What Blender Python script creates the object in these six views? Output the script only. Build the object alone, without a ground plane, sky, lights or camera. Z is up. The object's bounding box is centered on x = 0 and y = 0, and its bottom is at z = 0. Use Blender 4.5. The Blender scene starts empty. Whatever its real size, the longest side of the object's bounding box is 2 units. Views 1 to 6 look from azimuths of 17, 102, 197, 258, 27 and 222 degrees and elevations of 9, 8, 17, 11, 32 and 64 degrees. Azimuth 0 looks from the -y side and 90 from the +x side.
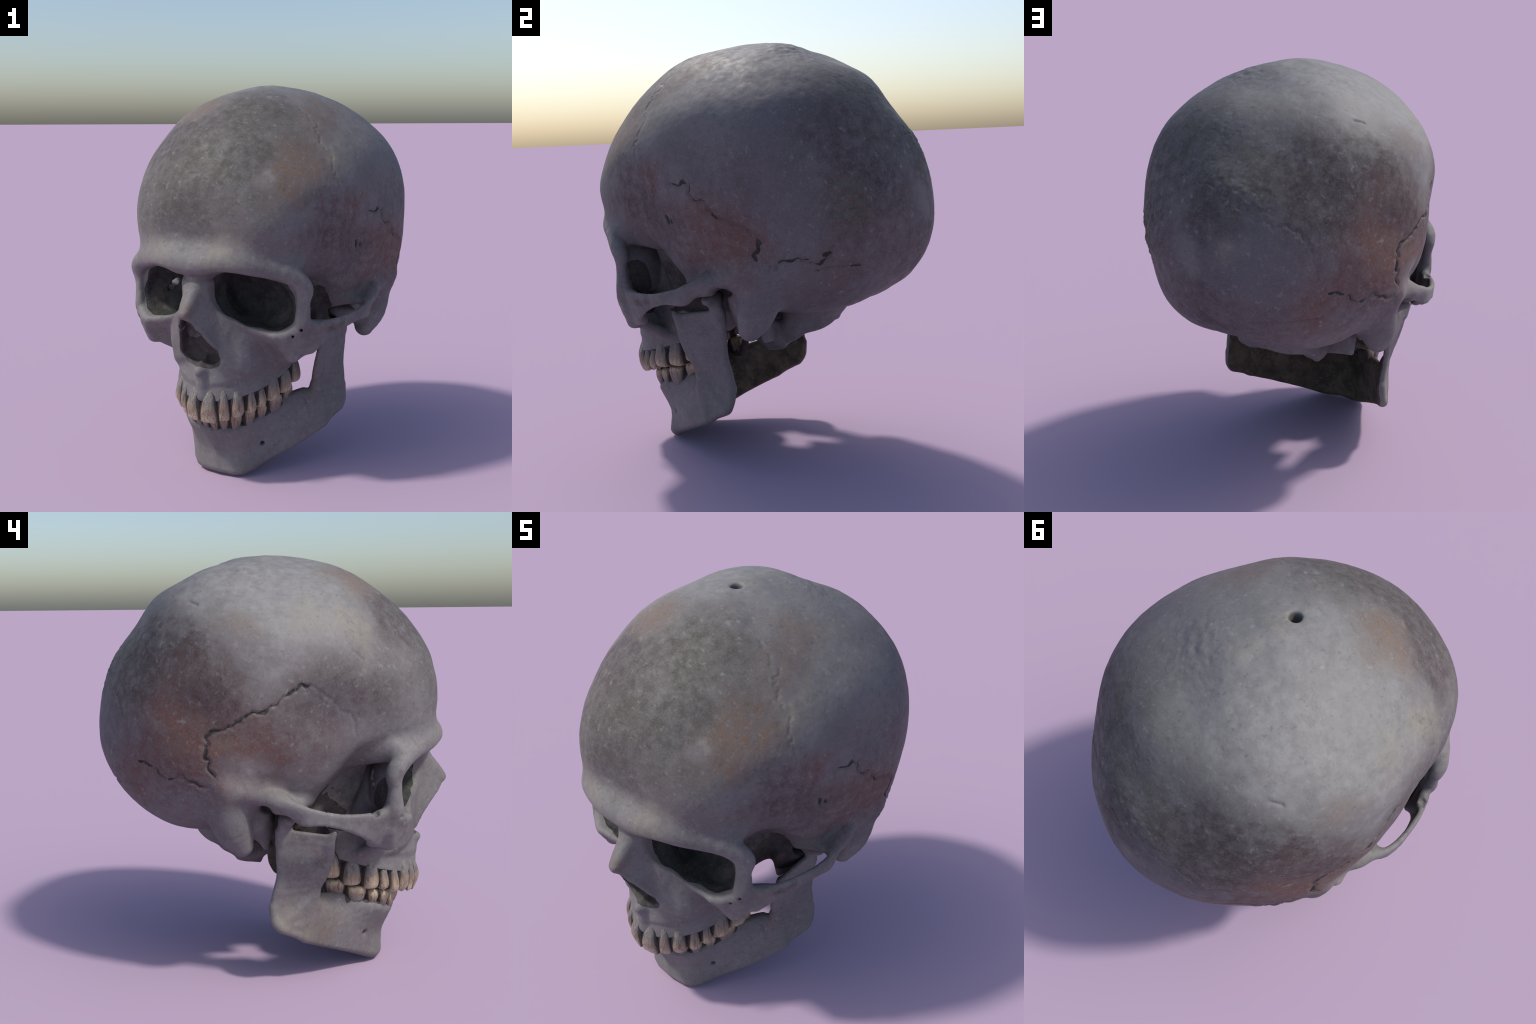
"""Weathered human skull with lower jaw, modelled as signed-distance anatomy in its
own frame (x = skull's left, y = backwards, z = up), then turned to its stance."""
import bpy, math
import numpy as np

H = 0.0065                      # sampling step of the bone surfaces
YAW = math.radians(-12.5)       # the face is turned towards -x
ORIGIN = (-0.010, 0.0, 0.0)
f32 = np.float32

# ------------------------------------------------------------------ noise
def _hash(ix, iy, iz, seed):
    n = (ix * 374761393 + iy * 668265263 + iz * 2147483647 + seed * 1274126177) & 0xFFFFFFFF
    n = ((n ^ (n >> 13)) * 1274126177) & 0xFFFFFFFF
    n = ((n ^ (n >> 16)) * 2246822519) & 0xFFFFFFFF
    return ((n ^ (n >> 15)) & 0xFFFF) / 32767.5 - 1.0

def noise(P, freq, seed=0):
    """smooth value noise in -1..1"""
    q = P * freq
    i = np.floor(q).astype(np.int64)
    t = q - i
    t = t * t * (3 - 2 * t)
    out = 0.0
    for dx in (0, 1):
        for dy in (0, 1):
            for dz in (0, 1):
                w = (t[:, 0] if dx else 1 - t[:, 0]) * (t[:, 1] if dy else 1 - t[:, 1]) * (t[:, 2] if dz else 1 - t[:, 2])
                out = out + w * _hash(i[:, 0] + dx, i[:, 1] + dy, i[:, 2] + dz, seed)
    return out

def fbm(P, freq, octaves, seed=0):
    return sum(noise(P, freq * 2 ** k, seed + k) * 0.5 ** k for k in range(octaves))

# ------------------------------------------------------------------ distance primitives
def smin(a, b, k):
    if k <= 0:
        return np.minimum(a, b)
    h = np.maximum(k - np.abs(a - b), 0) / k
    return np.minimum(a, b) - h * h * k * 0.25

def smax(a, b, k):
    return -smin(-a, -b, k)

def d_ellipsoid(P, c, r, rot=None):
    q = P - np.array(c, f32)
    if rot is not None:
        q = q @ np.array(rot, f32)
    r = np.array(r, f32)
    k0 = np.linalg.norm(q / r, axis=1)
    k1 = np.linalg.norm(q / (r * r), axis=1)
    return k0 * (k0 - 1) / np.maximum(k1, 1e-6)

def d_cone(P, a, ra, b, rb):
    a, b = np.array(a, f32), np.array(b, f32)
    ab = b - a
    t = np.clip((P - a) @ ab / max(float(ab @ ab), 1e-9), 0, 1)
    return np.linalg.norm(P - a - t[:, None] * ab, axis=1) - (ra + (rb - ra) * t)

def d_plate(P, a, b, c, ra, rb, rc):
    """triangle abc with a thickness radius at each corner"""
    a, b, c = (np.array(v, f32) for v in (a, b, c))
    ab, ac, ap = b - a, c - a, P - a
    d00, d01, d11 = ab @ ab, ab @ ac, ac @ ac
    d20, d21 = ap @ ab, ap @ ac
    den = d00 * d11 - d01 * d01
    v = (d11 * d20 - d01 * d21) / den
    w = (d00 * d21 - d01 * d20) / den
    inside = (v >= 0) & (w >= 0) & (v + w <= 1)
    q = a + v[:, None] * ab + w[:, None] * ac
    d = np.where(inside, np.linalg.norm(P - q, axis=1) - (ra + (rb - ra) * v + (rc - ra) * w), 1e3)
    for p0, r0, p1, r1 in ((a, ra, b, rb), (b, rb, c, rc), (c, rc, a, ra)):
        d = np.minimum(d, d_cone(P, p0, r0, p1, r1))
    return d

def spline(pts, fine):
    """Catmull-Rom curve through the control points, fine steps per span"""
    p = np.array(pts, float)
    p = np.vstack([2 * p[0] - p[1], p, 2 * p[-1] - p[-2]])
    out = []
    for i in range(1, len(p) - 2):
        for t in np.arange(fine) / fine:
            w = _catmull(t)
            out.append(sum(w[q] * p[i + q - 1] for q in range(4)))
    out.append(p[-2])
    return np.array(out, f32)

def _catmull(t):
    return (-.5 * t + t * t - .5 * t ** 3, 1 - 2.5 * t * t + 1.5 * t ** 3, .5 * t + 2 * t * t - 1.5 * t ** 3, -.5 * t * t + .5 * t ** 3)

class Field:
    """a list of soft unions and cuts, each evaluated only near its own part"""
    def __init__(self, base, lean):
        self.base, self.ops, self.lean = base, [], lean
    def op(self, sign, fn, lo, hi, k, sym):
        self.ops.append((sign, fn, np.array(lo), np.array(hi), k, sym))
    def chain(self, pts, k=0.03, sym=True, cut=False, fine=4):
        """smooth tapering rod through (x, y, z, radius) points"""
        pts = spline(pts, fine) if len(pts) > 2 else np.array(pts, f32)
        segs = list(zip(pts[:-1], pts[1:]))
        self.group([(lambda P, a=a, b=b: d_cone(P, a[:3], a[3], b[:3], b[3]), (a, b)) for a, b in segs], k, sym, cut)
    def group(self, items, k, sym, cut):
        boxes = [(fn, np.min([v[:3] - v[3] for v in vs], 0), np.max([v[:3] + v[3] for v in vs], 0)) for fn, vs in items]
        def fn(P):
            d = np.full(len(P), 0.3, f32)
            for g, lo, hi in boxes:
                idx = np.nonzero(np.all((P > lo - 0.1) & (P < hi + 0.1), axis=1))[0]
                if len(idx):
                    d[idx] = np.minimum(d[idx], g(P[idx]))
            return d
        self.op(-1 if cut else 1, fn, np.min([b[1] for b in boxes], 0), np.max([b[2] for b in boxes], 0), k, sym)
    def blob(self, c, r, k=0.03, sym=True, cut=False, rot=None):
        m = max(r) if rot is not None else 0
        lo = [c[i] - max(r[i], m) for i in range(3)]
        hi = [c[i] + max(r[i], m) for i in range(3)]
        self.op(-1 if cut else 1, lambda P: d_ellipsoid(P, c, r, rot), lo, hi, k, sym)
    def sheet(self, columns, k=0.03, sym=True, fine=3):
        """smooth thick sheet through a grid of (x, y, z, radius) points"""
        g = np.stack([spline(c, fine) if len(c) > 2 else np.array(c, f32) for c in columns])
        g = np.stack([spline(g[:, j], fine) if len(columns) > 2 else g[:, j] for j in range(g.shape[1])], 1)
        tri = []
        for i in range(g.shape[0] - 1):
            for j in range(g.shape[1] - 1):
                a, b, c, d = g[i, j], g[i, j + 1], g[i + 1, j], g[i + 1, j + 1]
                tri += [(a, b, c), (d, b, c)]
        self.group([(lambda P, a=a, b=b, c=c: d_plate(P, a[:3], b[:3], c[:3], a[3], b[3], c[3]), (a, b, c)) for a, b, c in tri], k, sym, False)
    def __call__(self, P):
        F = self.base(P)
        Q = P.copy()
        Q[:, 0] = np.abs(Q[:, 0] - self.lean(Q[:, 1], Q[:, 2]))
        for sign, fn, lo, hi, k, sym in self.ops:
            S = Q if sym else P
            m = k + 0.07
            idx = np.nonzero(np.all((S > lo - m) & (S < hi + m), axis=1))[0]
            if len(idx):
                d = fn(S[idx]).astype(f32)
                F[idx] = smin(F[idx], d, k) if sign > 0 else smax(F[idx], -d, k)
        return F

# ------------------------------------------------------------------ iso-surface (surface nets)
def surface(field, lo, hi, h):
    B = 8
    lo = np.array(lo, float)
    nb = np.ceil((np.array(hi) - lo) / (h * B)).astype(int)
    n = nb * B + 1
    cen = np.stack(np.meshgrid(*[(np.arange(k) + 0.5) * B * h for k in nb], indexing="ij"), -1).reshape(-1, 3) + lo
    fc = field(cen.astype(f32))
    D = np.repeat(np.repeat(np.repeat(fc.reshape(nb), B, 0), B, 1), B, 2)
    D = np.pad(D, ((0, 1),) * 3, mode="edge").astype(f32)
    near = np.nonzero(np.abs(fc) < h * B * 1.25)[0]
    off = np.stack(np.meshgrid(*[np.arange(B + 1)] * 3, indexing="ij"), -1).reshape(-1, 3)
    bi = np.stack(np.unravel_index(near, nb), -1) * B
    for part in np.array_split(bi, max(1, len(bi) // 600)):
        ijk = (part[:, None] + off[None]).reshape(-1, 3)
        D[ijk[:, 0], ijk[:, 1], ijk[:, 2]] = field((ijk * h + lo).astype(f32))
    D[D == 0] = 1e-6
    s = D < 0
    cnt = np.zeros(n - 1, np.int8)
    corners = [(a, b, c) for a in (0, 1) for b in (0, 1) for c in (0, 1)]
    for a, b, c in corners:
        cnt += s[a:n[0] - 1 + a, b:n[1] - 1 + b, c:n[2] - 1 + c]
    cells = np.argwhere((cnt > 0) & (cnt < 8))
    vid = np.full(n - 1, -1, np.int32)
    vid[tuple(cells.T)] = np.arange(len(cells))
    acc, num = np.zeros((len(cells), 3)), np.zeros(len(cells))
    for a in corners:
        for ax in range(3):
            if a[ax]:
                continue
            b = list(a); b[ax] = 1
            va = D[tuple((cells + a).T)]; vb = D[tuple((cells + b).T)]
            x = (va < 0) != (vb < 0)
            t = np.where(x, va / np.where(x, va - vb, 1), 0)
            p = np.array(a, float)[None] + np.eye(3)[ax] * t[:, None]
            acc += p * x[:, None]; num += x
    V = (cells + acc / num[:, None]) * h + lo
    quads = []
    for ax in range(3):
        u, w = (ax + 1) % 3, (ax + 2) % 3
        sl0 = [slice(None)] * 3; sl1 = [slice(None)] * 3
        sl0[ax] = slice(0, n[ax] - 1); sl1[ax] = slice(1, n[ax])
        A, Bs = s[tuple(sl0)], s[tuple(sl1)]
        E = np.argwhere(A != Bs)
        E = E[(E[:, u] > 0) & (E[:, w] > 0) & (E[:, u] < n[u] - 1) & (E[:, w] < n[w] - 1)]
        flip = s[tuple(E.T)]
        du, dw = np.eye(3, dtype=int)[u], np.eye(3, dtype=int)[w]
        c = [vid[tuple((E - o).T)] for o in (0, du, du + dw, dw)]
        q = np.stack(c, 1)
        q[flip] = q[flip]
        q[~flip] = q[~flip][:, ::-1]
        quads.append(q[:, ::-1] if False else q)
    return V, np.concatenate(quads)

def relax(V, Q, rounds, weight=0.5):
    n = len(V)
    e = np.concatenate([Q[:, [0, 1]], Q[:, [1, 2]], Q[:, [2, 3]], Q[:, [3, 0]]])
    deg = np.bincount(e.ravel(), minlength=n)
    for k in range(rounds):
        w = weight if k % 2 == 0 else -weight * 1.03
        S = np.zeros_like(V)
        for i in range(3):
            S[:, i] = np.bincount(e[:, 0], V[e[:, 1], i], n) + np.bincount(e[:, 1], V[e[:, 0], i], n)
        V = V + w * (S / np.maximum(deg, 1)[:, None] - V)
    return V

def normals(V, Q):
    a = np.cross(V[Q[:, 2]] - V[Q[:, 0]], V[Q[:, 3]] - V[Q[:, 1]])
    N = np.zeros_like(V)
    for j in range(4):
        for i in range(3):
            N[:, i] += np.bincount(Q[:, j], a[:, i], len(V))
    return N / np.maximum(np.linalg.norm(N, axis=1), 1e-12)[:, None]

# ------------------------------------------------------------------ the braincase
# Meridian lengths from the middle of the vault.  Each row is one parallel (degrees from
# the crown), each number one of 16 meridians: brow, then round by the left side.
VAULT_CENTRE = (0.0, 0.03, 1.30)
VAULT_CROWN = 0.699
VAULT = {
    15: (0.707, 0.707, 0.702, 0.698, 0.691, 0.691, 0.699, 0.701, 0.702, 0.697, 0.696, 0.700, 0.697, 0.692, 0.697, 0.706),
    30: (0.737, 0.739, 0.720, 0.706, 0.699, 0.704, 0.705, 0.703, 0.688, 0.711, 0.719, 0.707, 0.692, 0.694, 0.714, 0.728),
    45: (0.758, 0.748, 0.730, 0.700, 0.707, 0.718, 0.735, 0.733, 0.735, 0.729, 0.738, 0.729, 0.705, 0.708, 0.728, 0.748),
    60: (0.793, 0.772, 0.728, 0.704, 0.708, 0.735, 0.753, 0.745, 0.738, 0.727, 0.747, 0.745, 0.721, 0.714, 0.738, 0.770),
    75: (0.823, 0.804, 0.745, 0.693, 0.674, 0.727, 0.749, 0.753, 0.782, 0.759, 0.738, 0.724, 0.682, 0.692, 0.748, 0.814),
    90: (0.793, 0.824, 0.721, 0.650, 0.677, 0.712, 0.753, 0.793, 0.813, 0.794, 0.741, 0.692, 0.680, 0.645, 0.728, 0.831),
    105: (0.752, 0.745, 0.681, 0.640, 0.672, 0.720, 0.752, 0.809, 0.844, 0.814, 0.754, 0.719, 0.671, 0.664, 0.684, 0.773),
    120: (0.459, 0.474, 0.549, 0.650, 0.663, 0.745, 0.765, 0.812, 0.822, 0.816, 0.778, 0.738, 0.660, 0.664, 0.556, 0.486),
    135: (0.379, 0.399, 0.471, 0.611, 0.657, 0.704, 0.733, 0.751, 0.731, 0.772, 0.762, 0.702, 0.660, 0.615, 0.474, 0.401),
    150: (0.364, 0.379, 0.430, 0.520, 0.599, 0.638, 0.653, 0.658, 0.667, 0.674, 0.667, 0.642, 0.599, 0.520, 0.428, 0.382),
    165: (0.447, 0.448, 0.468, 0.500, 0.539, 0.571, 0.597, 0.610, 0.611, 0.610, 0.598, 0.571, 0.540, 0.502, 0.469, 0.450),
}
_rows = np.array([VAULT[k] for k in sorted(VAULT)])

def vault(P):
    d = P.astype(float) - VAULT_CENTRE
    r = np.maximum(np.linalg.norm(d, axis=1), 1e-6)
    th = np.degrees(np.arccos(np.clip(d[:, 2] / r, -1, 1))) / 15
    az = np.degrees(np.arctan2(d[:, 0], -d[:, 1])) % 360 / 22.5
    i, j = np.floor(az).astype(int), np.minimum(np.floor(th).astype(int), 11)
    wa, wt = _catmull(az - i), _catmull(th - j)
    R = 0
    for p in range(4):
        for q in range(4):
            jj = j + q - 1
            ii = np.where(jj < 0, i + p - 1 + 8, i + p - 1) % 16
            jj = np.minimum(np.abs(jj), 11)
            R = R + wa[p] * wt[q] * np.where(jj == 0, VAULT_CROWN, _rows[np.maximum(jj, 1) - 1, ii])
    return (r - R).astype(f32)

# ------------------------------------------------------------------ cranium and upper face
def face_lean(y, z):
    """the lower face and the jaw sit a little to the right of the vault's midline"""
    return (np.interp(z, (0.60, 0.72, 1.10, 1.25), (-0.002, -0.010, -0.013, 0.0)) * np.clip((-0.1 - y) / 0.2, 0, 1)).astype(f32)

def jaw_lean(y, z):
    return np.interp(z, (0.20, 0.50), (-0.014, -0.022)).astype(f32)

skull = Field(vault, face_lean)

def maxilla_core(P):
    """tooth-bearing arch: a half oval in plan, narrower upwards"""
    x, y, z = P.T
    t = np.clip((z - 0.45) / 0.4, 0, 1)
    w, l = 0.324 - 0.052 * t, 0.428 - 0.046 * t
    recess = 0.022 * np.clip((0.450 - z + 0.30 * (y + 0.72)) / 0.02, 0, 1) + 0.010 * np.clip((0.545 - z + 0.30 * (y + 0.72)) / 0.03, 0, 1)      # bone drawn back from the tooth roots
    w, l = w - recess, l - recess
    q = np.sqrt((x / w) ** 2 + ((np.minimum(y, -0.30) + 0.30) / l) ** 2)
    d = (q - 1) * 0.30
    floor = 0.385 + 0.30 * (y + 0.72) - z
    return smax(smax(smax(d, floor, 0.02), z - 0.86, 0.05), y + 0.27, 0.05)

def orbit(P):
    """eye socket: rounded, drooping square that narrows backwards and inwards"""
    x, y, z = P.T
    t = np.clip((y + 0.60) / 0.42, 0, 1)
    s = 1 - 0.72 * t ** 1.3 + 0.12 * np.clip((-0.60 - y) / 0.2, 0, 1)
    u, v = x - (0.277 - 0.15 * t), z - (0.962 + 0.02 * t)
    v = v + 0.24 * u
    q = ((np.abs(u) / (0.186 * s)) ** 2.4 + (np.abs(v) / (0.130 * s)) ** 2.4) ** (1 / 2.4)
    return smax((q - 1) * 0.125 * s, y + 0.475 + 0.10 * (x - 0.28) + 0.35 * np.maximum(z - 0.97, 0), 0.07)

def nose_hole(P):
    """pear-shaped nasal opening"""
    x, y, z = P.T
    a, b = np.array([0.0, 0.85]), np.array([0.043, 0.695])
    q = np.stack([x, z], 1)
    ab = b - a
    t = np.clip((q - a) @ ab / (ab @ ab), 0, 1)
    d = np.linalg.norm(q - a - t[:, None] * ab, axis=1) - (0.028 + 0.032 * t)
    return smax(d, y + 0.655 + 0.35 * (z - 0.66), 0.04)

# brow ridge and forehead corner
skull.chain([(0, -0.760, 1.140, .057), (.12, -0.760, 1.152, .058), (.26, -0.712, 1.142, .048), (.37, -0.640, 1.117, .042), (.45, -0.565, 1.08, .036), (.495, -0.525, 1.03, .030)], k=.085)
# orbital roof and the forehead's lower corner
skull.sheet([[(.0, -.70, 1.13, .05), (.0, -.40, 1.10, .06)], [(.20, -.66, 1.14, .05), (.18, -.40, 1.12, .06)], [(.34, -.59, 1.135, .05), (.30, -.40, 1.12, .06)], [(.43, -.53, 1.12, .045), (.36, -.38, 1.10, .06)]], k=.05)
# temporal hollows behind the eye sockets
def temple_pit(P):
    """space behind the cheek bone: a steep rear edge (front of the squama), a floor that deepens downwards"""
    x, y, z = P.T
    rear = 0.79 * (y + 0.192) + 0.61 * (z - 0.90)
    floor = 0.365 + 0.46 * (z - 0.90) - x
    return smax(smax(smax(rear, floor, 0.08), z - 1.19 - 0.15 * (y + .45), 0.08), -0.56 - y, 0.04)

skull.op(-1, temple_pit, (.28, -.58, .60), (.80, .05, 1.22), .035, True)
# middle of the skull base, walls behind the sockets
skull.blob((0, -.36, .92), (.27, .28, .22), k=.06)
skull.blob((0, -.10, .80), (.24, .26, .13), k=.06)
# greater wing of the sphenoid: wall of the hollow under the cheek arch
skull.sheet([[(.31, -.40, 1.03, .03), (.30, -.37, .93, .03), (.26, -.30, .74, .03)], [(.37, -.27, 1.02, .03), (.35, -.23, .92, .03), (.33, -.17, .80, .03)], [(.50, -.11, .96, .03), (.45, -.08, .88, .03), (.44, -.04, .79, .03)]], k=.04)
skull.sheet([[(.38, -.20, .82, .022), (.36, -.16, .67, .014)], [(.43, -.08, .82, .022), (.38, -.06, .68, .014)]], k=.04)
# upper jaw
skull.op(1, maxilla_core, (0, -.75, .40), (.36, -.24, .88), .05, True)
A = .022
skull.sheet([[(.09, -.715, 1.03, .03), (.105, -.685, .92, .03), (.13, -.66, .76, .03), (.12, -.66, .66, .03)],
             [(.0, -.735, 1.03, .03), (.16, -.645, .86, .025), (.21, -.61, .74, .025), (.20, -.60, .62, .03)],
             [(.10, -.68, .95, .02), (.26, -.618, .815, .025), (.28, -.515, .73, .025), (.25, -.46, .59, .03)],
             [(.2, -.62, .84, .02), (.37, -.60, .80, .027), (.40, -.53, .70, .025), (.27, -.39, .59, .03)]], k=.03)
# cheek bone: frontal process, body, lower corner
skull.chain([(.42, -.595, 1.105, .034), (.472, -.550, 1.065, .040), (.492, -.525, 1.02, .036), (.487, -.53, .96, .026), (.480, -.53, .89, .032), (.45, -.555, .82, .034), (.37, -.605, .805, .025)], k=.03)
skull.sheet([[(.47, -.53, .86, .03), (.46, -.52, .76, .03)], [(.40, -.575, .80, .03), (.41, -.53, .685, .025)]], k=.03)
skull.sheet([[(.47, -.53, .86, .02), (.42, -.52, .69, .025)], [(.53, -.43, .83, .018), (.47, -.43, .71, .018)]], k=.03)
skull.chain([(.44, -.585, 1.075, .02), (.467, -.555, 1.02, .022), (.470, -.550, .95, .02), (.462, -.56, .88, .02)], k=.02)
# zygomatic arch: a flat, twisted strap
skull.sheet([[(.510, -.47, .842, .018), (.482, -.45, .712, .016)], [(.562, -.40, .852, .013), (.552, -.38, .770, .012)], [(.598, -.30, .858, .012), (.596, -.29, .815, .012)],
             [(.625, -.20, .878, .013), (.625, -.20, .838, .013)], [(.628, -.10, .905, .014), (.622, -.12, .838, .015)], [(.590, .0, .930, .022), (.56, -.02, .88, .022)]], k=.03)
skull.chain([(.595, .0, .93, .025), (.585, .10, .95, .030), (.61, .22, .99, .025)], k=.08)
skull.sheet([[(.60, -.10, .900, .016), (.46, -.14, .90, .03)], [(.57, .02, .925, .03), (.44, .02, .90, .04)]], k=.05)
# nasal bones and the sides of the nose
skull.chain([(0, -.735, 1.05, .040), (0, -.775, .99, .034), (0, -.822, .94, .030), (0, -.848, .915, .022)], k=.03, sym=False)
skull.sheet([[(.02, -.745, 1.03, .022), (.015, -.80, .96, .018), (.014, -.838, .905, .014)], [(.065, -.705, 1.03, .028), (.050, -.745, .95, .020), (.038, -.812, .855, .012)],
             [(.095, -.675, .95, .03), (.080, -.690, .86, .025), (.072, -.760, .79, .012)], [(.13, -.650, .84, .03), (.11, -.675, .77, .02), (.108, -.698, .70, .014)]], k=.03)
# nasal spine
skull.chain([(0, -.66, .60, .04), (0, -.735, .605, .014)], k=.03, sym=False)
skull.chain([(0, -.715, .60, .02), (0, -.705, .48, .02)], k=.03, sym=False)
# socket walls, then the cuts
skull.op(1, lambda P: smax(smax(orbit(P) - 0.026, -0.715 + 0.37 * P[:, 0] - P[:, 1], 0.02), P[:, 1] + 0.26, 0.02), (.03, -.75, .76), (.52, -.20, 1.16), .02, True)
skull.op(-1, orbit, (.05, -1.0, .78), (.50, -.18, 1.14), .018, True)
skull.op(-1, nose_hole, (0, -1.0, .62), (.12, -.40, .90), .012, True)
skull.sheet([[(0, -.68, .64, .006), (0, -.50, .60, .008)], [(0, -.60, .84, .006), (0, -.52, .86, .006)]], k=.01, sym=False)
# small nerve holes in the cheek bone
for hx, hy, hz in ((.455, -.60, .80), (.49, -.58, .83)):
    skull.chain([(hx, hy, hz, .006), (hx - .02, hy + .05, hz, .006)], k=.008, cut=True)
# broken wall of the right eye socket
for oz, orad in ((0.0, .020), (-.028, .016), (.018, .014)):
    skull.chain([(-.20 + oz, -.60, .965 + oz, .012), (-.38 + oz, -.40, .98 + oz, orad)], k=.008, sym=False, cut=True)
# broken notch in the right cheek arch
skull.blob((-.545, -.445, .875), (.03, .022, .036), k=.006, sym=False, cut=True)
# mastoid process, ear canal, jaw socket
skull.chain([(.525, .22, .93, .09), (.515, .190, .80, .090), (.503, .148, .705, .052)], k=.06)
skull.chain([(.66, .050, .885, .026), (.46, .035, .87, .028)], k=.02, cut=True)
skull.blob((.48, -.06, .83), (.13, .085, .06), k=.03, cut=True)
# petrous part and styloid region between mastoid and jaw
skull.chain([(.42, .09, .80, .07), (.30, .05, .74, .07), (.12, -.02, .74, .06)], k=.05)
skull.chain([(.40, .06, .76, .035), (.37, .04, .66, .018)], k=.04)
# pterygoid plates and palate rear
skull.sheet([[(.15, -.27, .78, .02), (.17, -.22, .80, .02)], [(.15, -.28, .56, .016), (.20, -.21, .58, .012)]], k=.03)
# occipital base: basilar part, condyles with sharp rims, side processes, rim of the great hole
skull.blob((0, .02, .70), (.15, .20, .07), k=.05)
skull.chain([(.17, .03, .60, .03), (.175, .12, .575, .04), (.18, .22, .62, .035)], k=.06)
skull.sheet([[(.16, .04, .62, .02), (.15, .07, .525, .010)], [(.20, .16, .62, .02), (.19, .17, .555, .010)]], k=.02)
skull.sheet([[(.20, .12, .66, .03), (.21, .14, .60, .012)], [(.36, .15, .70, .03), (.37, .16, .625, .014)]], k=.03)
skull.chain([(.19, .20, .66, .035), (.16, .29, .65, .03), (.07, .34, .66, .03), (0, .36, .67, .03)], k=.05)
skull.blob((0, .26, .72), (.22, .16, .06), k=.04)
skull.blob((0, .24, .66), (.11, .13, .14), k=.03, cut=True)
# drill hole in the crown
skull.chain([(0.01, -.105, 2.1, .029), (0.01, -.09, 1.90, .027)], k=.010, sym=False, cut=True)

# ------------------------------------------------------------------ lower jaw
def nothing(P):
    return np.full(len(P), 1.0, f32)

jaw = Field(nothing, jaw_lean)
jaw.sheet([[(0, -.520, .043, .038), (0, -.535, .14, .032), (0, -.590, .255, .028)],
           [(.12, -.495, .044, .038), (.115, -.497, .15, .032), (.13, -.550, .27, .028)],
           [(.208, -.400, .096, .030), (.184, -.430, .20, .034), (.20, -.47, .31, .036)],
           [(.326, -.27, .166, .026), (.296, -.30, .26, .034), (.245, -.33, .36, .036)],
           [(.412, -.14, .230, .022), (.385, -.18, .36, .024), (.335, -.215, .405, .022)]], k=.03)
jaw.sheet([[(.445, -.03, .300, .020), (.385, -.17, .31, .022)], [(.452, .005, .41, .018), (.39, -.19, .45, .020)], [(.458, -.020, .54, .016), (.42, -.235, .55, .018)],
           [(.466, -.020, .65, .016), (.445, -.258, .645, .014)], [(.472, -.020, .765, .016), (.465, -.255, .735, .010)]], k=.03)
jaw.sheet([[(.400, -.14, .240, .022), (.375, -.18, .36, .024)], [(.445, -.03, .300, .020), (.39, -.19, .44, .02)]], k=.03)
jaw.chain([(.465, -.245, .70, .014), (.480, -.268, .755, .012)], k=.03)
jaw.chain([(.472, -.03, .72, .018), (.478, -.045, .80, .028)], k=.03)
jaw.blob((.475, -.06, .83), (.085, .04, .035), k=.03)
# everted, roughened angle of the jaw
jaw.chain([(.455, .012, .40, .014), (.462, .004, .33, .016), (.452, -.035, .285, .014), (.42, -.11, .245, .012)], k=.025)
jaw.chain([(.225, -.47, .172, .014), (.19, -.42, .175, .010)], k=.01, cut=True)

# ------------------------------------------------------------------ build meshes
def finish_mesh(name, V, Q, N, mat, parent):
    used, inv = np.unique(Q, return_inverse=True)
    me = bpy.data.meshes.new(name)
    q = inv.reshape(-1, 4)
    me.vertices.add(len(used)); me.loops.add(q.size); me.polygons.add(len(q))
    me.vertices.foreach_set("co", V[used].astype(f32).ravel())
    me.loops.foreach_set("vertex_index", q.astype(np.int32).ravel())
    me.polygons.foreach_set("loop_start", np.arange(0, q.size, 4, dtype=np.int32))
    me.update(calc_edges=True)
    me.polygons.foreach_set("use_smooth", np.ones(len(q), bool))
    me.normals_split_custom_set_from_vertices(N[used].astype(f32))
    me.materials.append(mat)
    ob = bpy.data.objects.new(name, me)
    bpy.context.scene.collection.objects.link(ob)
    ob.parent = parent
    return ob

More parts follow.
